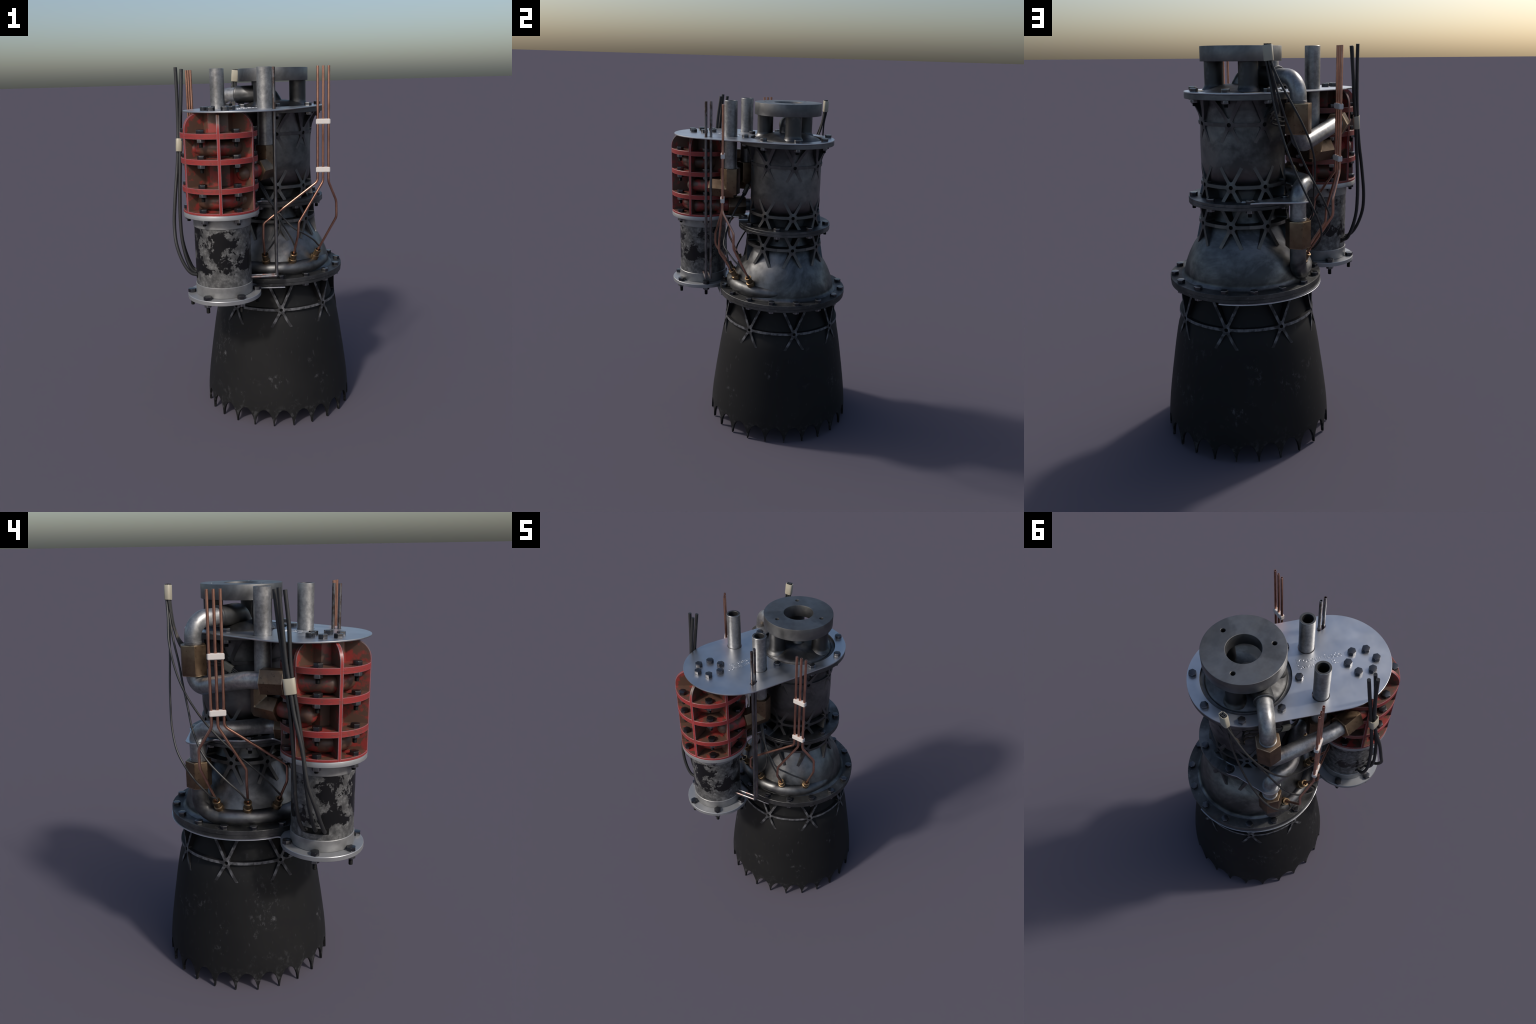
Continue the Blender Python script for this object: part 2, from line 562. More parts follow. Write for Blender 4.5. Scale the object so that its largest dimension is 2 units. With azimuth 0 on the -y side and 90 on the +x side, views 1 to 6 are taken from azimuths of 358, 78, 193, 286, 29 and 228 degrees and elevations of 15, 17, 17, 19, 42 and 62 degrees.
def circle(c, r, n=64, a0=0.0, a1=2 * pi):
    full = abs(a1 - a0 - 2 * pi) < 1e-6
    m = n if full else n + 1
    return [(c[0] + r * cos(a0 + (a1 - a0) * i / n), c[1] + r * sin(a0 + (a1 - a0) * i / n)) for i in range(m)]


def interp(table, x):
    """smooth piecewise interpolation of a (x, y) table"""
    if x <= table[0][0]:
        return table[0][1]
    for (x0, y0), (x1, y1) in zip(table, table[1:]):
        if x <= x1:
            return y0 + (y1 - y0) * (x - x0) / (x1 - x0)
    return table[-1][1]


def smooth_profile(pts, n=6):
    return [(p.x, p.z) for p in spline_path([(r, 0, z) for r, z in pts], n)]


# ---------------------------------------------------------------- bolts
def bolt_mesh(name, grip, stud, R=0.0205, head=0.0175, nut=0.016):
    """hex head on z = 0, shank through the grip, nut and stud below"""
    parts = [hex_prism(R, 0.0003, head, 0, 0.0016)]
    if nut > 0:
        parts.append(hex_prism(R * 0.95, -grip - nut, -grip - 0.0003, 0.3, 0.0014))
        if stud > 0:
            z, prof = -grip - nut + 0.001, [(0, -grip - nut + 0.001)]
            k = int(stud / 0.0022)
            for i in range(k):
                prof += [(0.0098, z - i * stud / k), (0.0090, z - (i + 0.5) * stud / k)]
            prof += [(0.0090, z - stud), (0, z - stud)]
            parts.append(lathe(prof, 16, V((0, 0, 0))))
    me = rub_edges(make_mesh(name, *joined(parts), MAT["bolt"], 30), MAT["bolt_edge"], 0.0012)
    me.materials.append(MAT["nut"])
    me.materials.append(MAT["stud"])
    for p in me.polygons:
        z = p.center.z
        if z < -grip - nut - 0.0002 or (nut > 0 and z < -grip - nut + 0.0015 and Vector((p.center.x, p.center.y)).length < 0.0102):
            p.material_index = 3
        elif z < -0.001 and p.material_index == 0:
            p.material_index = 2
    return me


def ring_of_bolts(me, parent, centre, r, z, count, start=0.0, skip=()):
    for i in range(count):
        a = start + 2 * pi * i / count
        if i in skip:
            continue
        p = V((centre.x + r * cos(a), centre.y + r * sin(a), z))
        add("bolt", me, parent, Matrix.Translation(p) @ Matrix.Rotation(random.uniform(0, pi / 3), 4, "Z"))


# ---------------------------------------------------------------- nozzle bell
NOZ = [(0.000, 0.4395), (0.07, 0.4372), (0.15, 0.4308), (0.215, 0.4232), (0.27, 0.4155), (0.33, 0.4070), (0.39, 0.3975),
       (0.45, 0.3885), (0.51, 0.3785), (0.56, 0.3695), (0.605, 0.3595), (0.645, 0.3440), (0.69, 0.3300), (0.74, 0.3180), (0.79, 0.3080), (0.832, 0.2985)]


def build_nozzle():
    per, teeth = 20, 24
    segs, wall = per * teeth, 0.0145
    rows = [0.0, 0.04, 0.1, 0.2, 0.35, 0.5, 0.7, 0.85, 1.0]
    tall = [0.20, 0.24, 0.28, 0.33, 0.39, 0.45, 0.51, 0.56, 0.60, 0.63, 0.66, 0.69, 0.72, 0.76, 0.80, 0.832]
    rad = smooth_profile([(r, z) for z, r in NOZ], 6)
    tab = [(z, r) for r, z in rad]
    vs, idx = [], {}
    for shell in (0, 1):
        for i in range(segs):
            s_ = ((i % per) / per - 0.5) * 2
            u = s_ * 0.35 + sin(s_ * pi / 2) * 0.65   # -1 at a tip, 0 at an arch crown; columns crowd at the tips
            zb = 0.0965 * max(0.0, 1 - (u / 0.955) ** 2) ** 0.60
            ang = 2 * pi / teeth * (i // per + 0.5 + u / 2) + radians(7.5)
            zs = [zb + (0.17 - zb) * f for f in rows] + tall
            for k, z in enumerate(zs):
                r = interp(tab, z) - shell * wall
                if k == 0:
                    r -= 0.0012 * (1 - 2 * shell)
                idx[shell, i, k] = len(vs)
                vs.append(V((AX.x + r * cos(ang), AX.y + r * sin(ang), z)))
    K = len(rows) + len(tall)
    fs = []
    for i in range(segs):
        j = (i + 1) % segs
        for k in range(K - 1):
            fs.append((idx[0, i, k], idx[0, j, k], idx[0, j, k + 1], idx[0, i, k + 1]))
            fs.append((idx[1, j, k], idx[1, i, k], idx[1, i, k + 1], idx[1, j, k + 1]))
        fs.append((idx[0, j, 0], idx[0, i, 0], idx[1, i, 0], idx[1, j, 0]))
    nozzle = add("nozzle", make_mesh("nozzle", vs, fs, MAT["soot"], 40), ENGINE)
    # injector face closing the bell at its throat
    add("nozzle_throat", make_mesh("nozzle_throat", *lathe([(0.292, 0.79), (0.2, 0.82), (0, 0.826)], 64), MAT["soot"]), nozzle)
    return nozzle


# ---------------------------------------------------------------- rib stars
def rib_star(name, zh, R, arms, r_out, r_in, mat, hw=0.0082, rf=0.0085, hole=0.0102, boss=0.0035):
    """six armed brace round a drilled hub, wrapped on a surface of revolution.
    arms: list of (angle offset in degrees, end z)"""
    loc = []
    for deg, z in arms:
        loc.append(V((radians(deg) * R, z - zh)))
    loc.sort(key=lambda p: atan2(p.y, p.x))
    ang = [atan2(p.y, p.x) for p in loc]
    n = len(loc)
    starts = {}
    bound = []          # hub outline, counter clockwise (2D points)
    tags = []
    corner = []
    for i in range(n):
        j = (i + 1) % n
        d = (ang[j] - ang[i]) % (2 * pi)
        be = d / 2
        D, L = (hw + rf) / sin(be), (hw + rf) / tan(be)
        c = V((cos(ang[i] + be), sin(ang[i] + be))) * D
        starts[i, "l"], starts[j, "r"] = L, L
        a0, sweep = ang[i] - pi / 2, -(pi - d)
        corner.append([c + V((cos(a0 + sweep * t / 6), sin(a0 + sweep * t / 6))) * rf for t in range(7)])
    for i in range(n):
        d = V((cos(ang[i]), sin(ang[i])))
        s = V((-sin(ang[i]), cos(ang[i])))
        bound.append(d * starts[i, "r"] - s * hw)
        tags.append(("r", i))
        bound.append(d * starts[i, "l"] + s * hw)
        tags.append(("l", i))
        bound += corner[i][1:-1]
        tags += [None] * 5
    P2, faces = list(bound), []
    nb = len(bound)
    circ = []
    for p in bound:
        a = atan2(p.y, p.x)
        circ.append(len(P2))
        P2.append(V((cos(a), sin(a))) * hole)
    for i in range(nb):
        j = (i + 1) % nb
        faces.append((i, j, circ[j], circ[i]))
    rim = []            # outer edges that need walls
    for i in range(nb):
        j = (i + 1) % nb
        if not (tags[i] and tags[j] and tags[i][0] == "r" and tags[j][0] == "l" and tags[i][1] == tags[j][1]):
            rim.append((i, j))
    for i in range(n):
        d = V((cos(ang[i]), sin(ang[i])))
        s = V((-sin(ang[i]), cos(ang[i])))
        r0, l0 = tags.index(("r", i)), tags.index(("l", i))
        pr, pl = r0, l0
        end = loc[i].length
        k = 10
        for t in range(1, k + 1):
            f = t / k
            a = len(P2)
            P2.append(d * (starts[i, "r"] + (end - starts[i, "r"]) * f) - s * hw)
            P2.append(d * (starts[i, "l"] + (end - starts[i, "l"]) * f) + s * hw)
            faces.append((pr, a, a + 1, pl))
            rim.append((pr, a))
            rim.append((a + 1, pl))
            pr, pl = a, a + 1
        rim.append((pr, pl))
    vs, fs = [], []

    def lift(p, r):
        th = p.x / R
        return V((AX.x + r * cos(th), AX.y + r * sin(th), zh + p.y))

    for p in P2:
        bump = boss * math.exp(-(p.length / 0.021) ** 4)
        vs.append(lift(p, r_out(zh + p.y) + bump))
    m = len(P2)
    floor = set(circ)
    for k, p in enumerate(P2):
        if k in floor:
            vs.append(lift(p, max(r_out(zh + p.y) - 0.02, r_in(zh + p.y) + 0.0068)))
        else:
            vs.append(lift(p, min(r_in(zh + p.y), r_out(zh + p.y) - 0.004)))
    fs += faces
    for a, b in rim:
        fs.append((a, b, m + b, m + a))
    for i in range(nb):
        j = (i + 1) % nb
        fs.append((circ[j], circ[i], m + circ[i], m + circ[j]))
    fs.append(tuple(m + c for c in circ))
    me = make_mesh(name, vs, fs, mat, 40)
    me.materials.append(MAT["hole"])
    for p in me.polygons:
        q = [me.vertices[v].co for v in p.vertices]
        if all(abs(Vector((atan2(c.y - AX.y, c.x - AX.x) * R, c.z - zh)).length - hole) < 0.0004 for c in q):
            p.material_index = 1
    return me


def ring_of_stars(me, parent, name):
    for i in range(8):
        a = i * pi / 4
        mtx = Matrix.Translation(AX) @ Matrix.Rotation(a, 4, "Z") @ Matrix.Translation(-AX)
        add(name, me, parent, mtx)


# ---------------------------------------------------------------- thrust chamber
CH = [(0.000, 0.868), (0.335, 0.868), (0.326, 0.872), (0.317, 0.882), (0.3135, 0.900), (0.3075, 0.925), (0.2945, 0.962), (0.2780, 0.998), (0.2600, 1.030), (0.2420, 1.055),
      (0.2220, 1.085), (0.2000, 1.120), (0.1820, 1.155), (0.1680, 1.190), (0.1600, 1.225), (0.1560, 1.262), (0.156, 1.300), (0.1590, 1.325), (0.1750, 1.348),
      (0.1920, 1.370), (0.2030, 1.395), (0.2075, 1.425), (0.2085, 1.470), (0.2085, 1.560), (0.2065, 1.610), (0.2065, 1.66), (0.2100, 1.71), (0.2170, 1.745), (0.222, 1.757)]
CHZ = sorted([(z, r) for r, z in CH[1:]])


def build_chamber():
    prof = CH[:2] + smooth_profile(CH[1:], 4)[1:]
    chamber = add("combustion_chamber", make_mesh("combustion_chamber", *lathe(prof, 128), MAT["cast"], 60), ENGINE)
    body = lambda z: interp(CHZ, z)
    # ribs: table of outer radius by height for each belt
    top = [(1.555, 0.2085), (1.60, 0.2105), (1.64, 0.2135), (1.68, 0.2205), (1.71, 0.2310), (1.755, 0.2530)]
    mid = [(1.275, 0.2240), (1.32, 0.2165), (1.348, 0.2125), (1.40, 0.2105), (1.44, 0.2090)]
    low = [(1.05, 0.2470), (1.08, 0.2410), (1.157, 0.2300), (1.20, 0.2290), (1.25, 0.2290)]
    inn = lambda z: body(z) - 0.006
    h = [(-22.5, 0), (22.5, 0)]

    def belt(nm, zh, R, tab, up, down):
        arms = [(-22.5, zh), (22.5, zh), (-up[0], up[1]), (up[0], up[1]), (-down[0], down[1]), (down[0], down[1])]
        me = rib_star(nm, zh, R, arms, lambda z: interp(tab, z), inn, MAT["cast_rib"])
        ring_of_stars(me, chamber, nm)

    belt("upper_brace", 1.640, 0.216, top, (15.5, 1.757), (12.2, 1.556))
    belt("middle_brace", 1.3475, 0.213, mid, (14.2, 1.441), (10.6, 1.2775))
    belt("lower_brace", 1.157, 0.231, low, (12.2, 1.250), (12.9, 1.052))
    # flanges
    f = lambda nm, pr, mt: add(nm, make_mesh(nm, *lathe(pr, 128), mt, 30), chamber)
    f("top_flange", disc(0.278, 1.7527, 1.7782, 0.2190), MAT["cast_pale"])
    f("middle_flange", disc(0.278, 1.2480, 1.2640, 0, 0.0010), MAT["cast"])
    f("middle_flange", disc(0.2778, 1.2646, 1.2790, 0, 0.0010), MAT["cast"])
    f("lower_flange", disc(0.390, 0.8468, 0.8690, 0, 0.0010), MAT["cast_black"])
    noz_f = add("nozzle_flange", make_mesh("nozzle_flange", *lathe(disc(0.388, 0.8292, 0.8463, 0, 0.0010), 128), MAT["cast_black"], 30), NOZZLE)
    b_mid = bolt_mesh("flange_bolt", 0.0312, 0.020, 0.0205, 0.018, 0.014)
    ring_of_bolts(b_mid, chamber, AX, 0.2525, 1.2790, 8, pi / 8)
    b_low = bolt_mesh("flange_bolt_short", 0.0400, 0.0, 0.0205, 0.018, 0.012)
    ring_of_bolts(b_low, chamber, AX, 0.3655, 0.8690, 16)
    b_top = bolt_mesh("flange_bolt_long", 0.0330, 0.017, 0.0205, 0.018, 0.015)
    ring_of_bolts(b_top, chamber, AX, 0.2510, 1.7855, 8)
    # nozzle ribs belong to the bell
    tab = [(0.572, 0.3658), (0.585, 0.3655), (0.60, 0.3640), (0.64, 0.3590), (0.677, 0.3525), (0.74, 0.3490), (0.83, 0.3470)]
    nz = [(z, r) for r, z in smooth_profile([(r, z) for z, r in NOZ], 4)]
    arms = [(-22.5, 0.677), (22.5, 0.677), (-11.6, 0.83), (11.6, 0.83), (-8.8, 0.577), (8.8, 0.577)]
    me = rib_star("nozzle_brace", 0.677, 0.354, arms, lambda z: interp(tab, z), lambda z: interp(nz, z) - 0.006, MAT["soot_worn"], 0.0072, 0.0075, 0.0098, 0.002)
    ring_of_stars(me, NOZZLE, "nozzle_brace")
    return chamber


# ---------------------------------------------------------------- gimbal mount on top
def build_mount():
    prof = [(0.2172, 1.750), (0.2172, 1.7705), (0.199, 1.7708)] + smooth_profile([(0.1972, 1.7715), (0.1925, 1.7795), (0.182, 1.7865), (0.165, 1.7930), (0.140, 1.8010), (0.105, 1.8110), (0.06, 1.8170), (0.0005, 1.819)], 5)
    mount = add("thrust_mount", make_mesh("thrust_mount", *lathe(prof, 96), MAT["cast"], 50), ENGINE)
    rings = []
    cen = (AX.x, AX.y)
    holes = [circle((AX.x + 0.141 * cos(a), AX.y + 0.141 * sin(a)), 0.0115, 28) for a in (0, 2 * pi / 3, -2 * pi / 3)]
    me = outline_plate("mount_ring", [circle(cen, 0.1955, 128)], 1.9205, 1.9895, MAT["cast_pale"], 0.0018, [circle(cen, 0.083, 72)] + holes)
    add("mount_ring", me, mount)
    colp = [(0.0465, 1.925), (0.0465, 1.838)] + smooth_profile([(0.0465, 1.822), (0.0470, 1.811), (0.0495, 1.803), (0.0545, 1.796), (0.060, 1.787)], 4)
    cm = make_mesh("mount_column", *lathe(colp, 40, V((0, 0, 0))), MAT["cast"], 50)
    for a in (0, 2 * pi / 3, -2 * pi / 3):
        add("mount_column", cm, mount, Matrix.Translation((AX.x + 0.139 * cos(a), AX.y + 0.139 * sin(a), 0)))
    # cast inlet elbow that dives into the chamber head
    J = V((-0.129, 0.168, 1.850))
    path = fillet_path([J, (-0.075, 0.1395, 1.8505), (AX.x, AX.y, 1.852), (AX.x, AX.y, 1.77)], [0.15, 0.062])
    rad = [0.0480] * len(path)
    flare = [(p.z, r) for p, r in zip(path, rad)]
    rad = [r + (max(0.0, 1.818 - p.z) * 0.35 if (p - V((AX.x, AX.y, p.z))).length < 0.02 else 0) for p, r in zip(path, rad)]
    part = tube(path, rad, 36, True, False)
    lip = lathe([(0.0400, -0.0035), (0.0480, -0.0035), (0.0500, -0.0015), (0.0500, 0.004), (0.0478, 0.010)], 36, V((0, 0, 0)), frame_to(J, V((0.8, -0.6, 0))))
    add("inlet_elbow", make_mesh("inlet_elbow", *joined([part, lip]), MAT["cast_rib"], 40), mount)
    return mount


# ---------------------------------------------------------------- deck plate
def build_plate():
    C2 = V((-0.1436, -0.2550, 0))
    r = 0.2785
    d = (C2 - AX).normalized()
    a = atan2(d.y, d.x)
    loop = circle((C2.x, C2.y), r + 0.002, 64, a - pi / 2, a + pi / 2) + circle((AX.x, AX.y), r, 64, a + pi / 2, a + 3 * pi / 2)
    holes = [circle((AX.x, AX.y), 0.2178, 96), circle((-0.001, -0.2155), 0.0415, 40), circle((-0.246, -0.0760), 0.0415, 40)]
    slot = circle((0.037, -0.3655), 0.0125, 14, -pi, 0) + circle((0.037, -0.3372), 0.0125, 14, 0, pi)
    me = outline_plate("deck_plate", [loop], 1.7790, 1.7855, MAT["alu"], 0.0008, holes + [slot])
    plate = add("deck_plate", me, ENGINE)
    b = bolt_mesh("deck_bolt", 0.0065, 0.0, 0.0212, 0.0185, 0.0)
    ring_of_bolts(b, plate, V((-0.2415, -0.3525, 0)), 0.0695, 1.7855, 6)
    # engraved wording, modelled as fine raised strokes
    for text, width, origin in (("Moteur fus\u00e9e", 0.221, V((-0.0424, -0.1137))), ("Savinien B.", 0.1935, V((-0.0727, -0.0962)))):
        cu = bpy.data.curves.new("lettering", "FONT")
        cu.body = text
        cu.size = 0.04
        cu.extrude = 0.0006
        cu.bevel_depth = 0.0006
        cu.bevel_resolution = 1
        cu.offset = -0.0011
        cu.resolution_u = 4
        ob = bpy.data.objects.new("lettering_curve", cu)
        m2 = bpy.data.meshes.new_from_object(ob)
        bpy.data.objects.remove(ob)
        xs = [v.co.x for v in m2.vertices]
        s = width / (max(xs) - min(xs))
        m2.transform(Matrix.Translation((origin.x, origin.y, 1.7858)) @ Matrix.Rotation(radians(-120), 4, "Z") @ Matrix.Diagonal((s, 0.0395 / 0.04, 1, 1)) @ Matrix.Translation((-min(xs), 0, 0)))
        finish_mesh(m2, MAT["alu"], 30)
        m2.name = "lettering"
        add("lettering", m2, plate)
    return plate


# ---------------------------------------------------------------- pump


def build_pump():
    P2 = (PX.x, PX.y)
    pump = bpy.data.objects.new("fuel_pump", None)
    col.objects.link(pump)
    pump.parent = ENGINE
    core = hex_prism(0.100, 1.287, 1.7785, 0, 0.003, centre=PX)
    add("pump_core", make_mesh("pump_core", *core, MAT["red"], 30), pump)
    # vertical fins with rounded shoulders
    cr, cx, cz = 0.0805, 0.1145, 1.697
    prof = [(0.06, 1.2868), (0.1952, 1.2868), (0.1952, 1.697)] + [(cx + cr * cos(t), cz + cr * sin(t)) for t in [pi / 2 * k / 14 for k in range(1, 15)]] + [(0.06, cz + cr)]
    half = 0.0075
    vs, fs = [], []
    n = len(prof)
    for s in (-1, 1):
        vs += [V((r, s * half, z)) for r, z in prof]
    fs.append(tuple(range(n))[::-1])
    fs.append(tuple(range(n, 2 * n)))
    for i in range(n):
        j = (i + 1) % n
        fs.append((i, j, n + j, n + i))
    me0 = bpy.data.meshes.new("tmp")
    me0.from_pydata([tuple(v) for v in vs], [], fs)
    bm = bmesh.new()
    bm.from_mesh(me0)
    eds = [e for e in bm.edges if (e.verts[0].co.y * e.verts[1].co.y > 0) and min(v.co.x for v in e.verts) > 0.07]
    bmesh.ops.bevel(bm, geom=eds, offset=0.0012, segments=2, affect="EDGES")
    bm.verts.index_update()
    fv = [v.co.copy() for v in bm.verts]
    ff = [tuple(v.index for v in f.verts) for f in bm.faces]
    bm.free()
    for i in range(6):
        a = radians(30 + 60 * i)
        mt = Matrix.Translation(PX) @ Matrix.Rotation(a, 4, "Z")
        # world space meshes so that the paint mask sees the pump axis
        me = make_mesh("pump_fin", [mt @ v for v in fv], ff, MAT["red"], 30)
        add("pump_fin", me, pump)
    # bolted ring pairs
    b1 = bolt_mesh("pump_bolt", 0.0270, 0.0245, 0.0222, 0.0185, 0.0165)
    for z in LEVELS:
        me = make_mesh("pump_ring", *lathe(disc(0.1948, z - 0.0135, z + 0.0135, 0.085, 0.0012), 128, PX), MAT["red"], 30)
        add("pump_ring", me, pump)
        ring_of_bolts(b1, pump, PX, 0.1705, z + 0.0135, 6)
    add("pump_ring", make_mesh("pump_ring", *lathe(disc(0.1948, 1.2852, 1.2972, 0.085, 0.0012), 96, PX), MAT["red"], 30), pump)
    b2 = bolt_mesh("pump_base_bolt", 0.0370, 0.0140, 0.0222, 0.0185, 0.0175)
    ring_of_bolts(b2, pump, PX, 0.1705, 1.2972, 6)
    # scroll housings: a round tube coiled about the core, leaving on a tangent
    for z, side in ((1.609, -1), (1.3437, 1)):
        coil = [V((PX.x + 0.0985 * cos(2 * pi * k / 72), PX.y + 0.0985 * sin(2 * pi * k / 72), z)) for k in range(73)]
        outlet = [V((PX.x + side * 0.1205, PX.y - 0.045 + 0.025 * k, z)) for k in range(10)]
        part = joined([tube(coil, 0.0408, 28, False, False), tube(outlet, 0.0405, 28, round0=True)])
        add("pump_scroll", make_mesh("pump_scroll", *part, MAT["red"], 60), pump)
    # straight side ports between the second and third rings
    for sgn, run in ((1, 0.002), (-1, 0.032)):
        dirv = V((-0.5, -0.866, 0))
        off = V((0.866, -0.5, 0)) * sgn
        base = PX + off * 0.1405 + V((0, 0, 1.4755))
        pts = [base - dirv * 0.13, base - dirv * 0.05, base - dirv * 0.02, base + dirv * run]
        add("pump_port", make_mesh("pump_port", *tube(pts, 0.0380, 28, round1=True), MAT["red"], 60), pump)
    # motor can and its flanges
    g = lambda nm, pr, mt, s=96: add(nm, make_mesh(nm, *lathe(pr, s, PX), mt, 30), pump)
    g("pump_base_flange", [(0.08, 1.2604), (0.1925, 1.2604), (0.1948, 1.2625), (0.1950, 1.2825), (0.1938, 1.2848), (0.08, 1.2848)], MAT["grey"])
    g("motor_collar", [(0.10, 1.2606), (0.1495, 1.2606), (0.1495, 1.2080), (0.1480, 1.2062), (0.10, 1.2062)], MAT["collar"])
    g("motor_can", [(0.10, 1.22), (0.1462, 1.22), (0.1462, 0.88), (0.10, 0.88)], MAT["motor"], 128)
    g("motor_collar", [(0.10, 0.9010), (0.1480, 0.9010), (0.1500, 0.8990), (0.1500, 0.8480), (0.1478, 0.8440), (0.10, 0.8440)], MAT["collar"])
    g("motor_foot", [(0.0, 0.8195), (0.1925, 0.8195), (0.1948, 0.8215), (0.1948, 0.8405), (0.1930, 0.8430), (0.0, 0.8430)], MAT["grey"])
    b3 = bolt_mesh("foot_bolt", 0.0235, 0.034, 0.0222, 0.0185, 0.014)
    ring_of_bolts(b3, pump, PX, 0.1730, 0.8430, 6)
    # small cable entry frame on the can
    a = radians(-180)
    fr = Matrix.Translation((PX.x + 0.1462 * cos(a), PX.y + 0.1462 * sin(a), 0.946)) @ Matrix.Rotation(a, 4, "Z")
    return pump


# ---------------------------------------------------------------- pipes and nuts
def nut(name, parent, p0, direction, length, R, rot, mat="brass", chamfer=0.0035):
    part = hex_prism(R, 0, length, rot, chamfer)
    add(name, rub_edges(make_mesh(name, *moved(part, frame_to(V(p0), V(direction))), MAT[mat], 30), MAT["brass_edge"], 0.0028), parent)


def vertical_nut(name, parent, xy, z0, z1, R, rot_deg):
    part = hex_prism(R, z0, z1, radians(rot_deg), 0.0035, centre=V((xy[0], xy[1], 0)))
    add(name, rub_edges(make_mesh(name, *part, MAT["brass"], 30), MAT["brass_edge"], 0.0028), parent)


def elbow_block(name, parent, xy, z_top, z_mid, rot_deg, dirv, reach, R=0.0605):
    """brass elbow: an upright hexagon bar meeting a level hexagon bar at a mitre"""
    d = V(dirv).normalized()
    s = V((-d.y, d.x, 0))
    c = V((xy[0], xy[1], z_mid))
    # upright arm: hexagon with corners across the level direction; cut by the plane through the corner
    vs, fs = [], []
    hexa = [(R * cos(k * pi / 3), R * sin(k * pi / 3)) for k in range(6)]   # (side, other)
    bm = bmesh.new()
    up, mid, end = [], [], []
    for a, b in hexa:
        # a runs along s; b runs along d for the upright arm and along -z for the level arm
        up.append(bm.verts.new(c + s * a - d * b * 1.0 + V((0, 0, z_top - z_mid))))
        mid.append(bm.verts.new(c + s * a - d * b - V((0, 0, b))))
        end.append(bm.verts.new(c + s * a + d * reach - V((0, 0, b))))
    bm.faces.new(up)
    bm.faces.new(end[::-1])
    for A, B in ((up, mid), (mid, end)):
        for k in range(6):
            bm.faces.new((A[k], A[(k + 1) % 6], B[(k + 1) % 6], B[k]))
    bmesh.ops.recalc_face_normals(bm, faces=bm.faces)
    corner = [e for e in bm.edges if all((v.co - c).dot(d) < -0.03 and v.co.z < z_mid - 0.03 for v in e.verts)]
    if corner:
        bmesh.ops.bevel(bm, geom=corner, offset=0.018, segments=4, affect="EDGES")
    bm.normal_update()
    sharp = [e for e in bm.edges if len(e.link_faces) == 2 and e.calc_face_angle() > radians(25)]
    bmesh.ops.bevel(bm, geom=sharp, offset=0.0045, segments=2, profile=0.6, affect="EDGES", clamp_overlap=True)
    bm.verts.index_update()
    vs = [v.co.copy() for v in bm.verts]
    fs = [tuple(v.index for v in f.verts) for f in bm.faces]
    bm.free()
    add(name, rub_edges(make_mesh(name, vs, fs, MAT["brass"], 30), MAT["brass_edge"], 0.0028), parent)


def threads(xy, z0, z1, r):
    k = max(2, int((z1 - z0) / 0.005))
    prof = [(r * 0.9, z0)]
    for i in range(k):
        z = z0 + (z1 - z0) * i / k
        h = (z1 - z0) / k
        prof += [(r, z + 0.2 * h), (r, z + 0.55 * h), (r - 0.0016, z + 0.7 * h), (r - 0.0016, z + 0.95 * h)]
    prof += [(r * 0.9, z1)]
    return lathe(prof, 40, V((xy[0], xy[1], 0)))


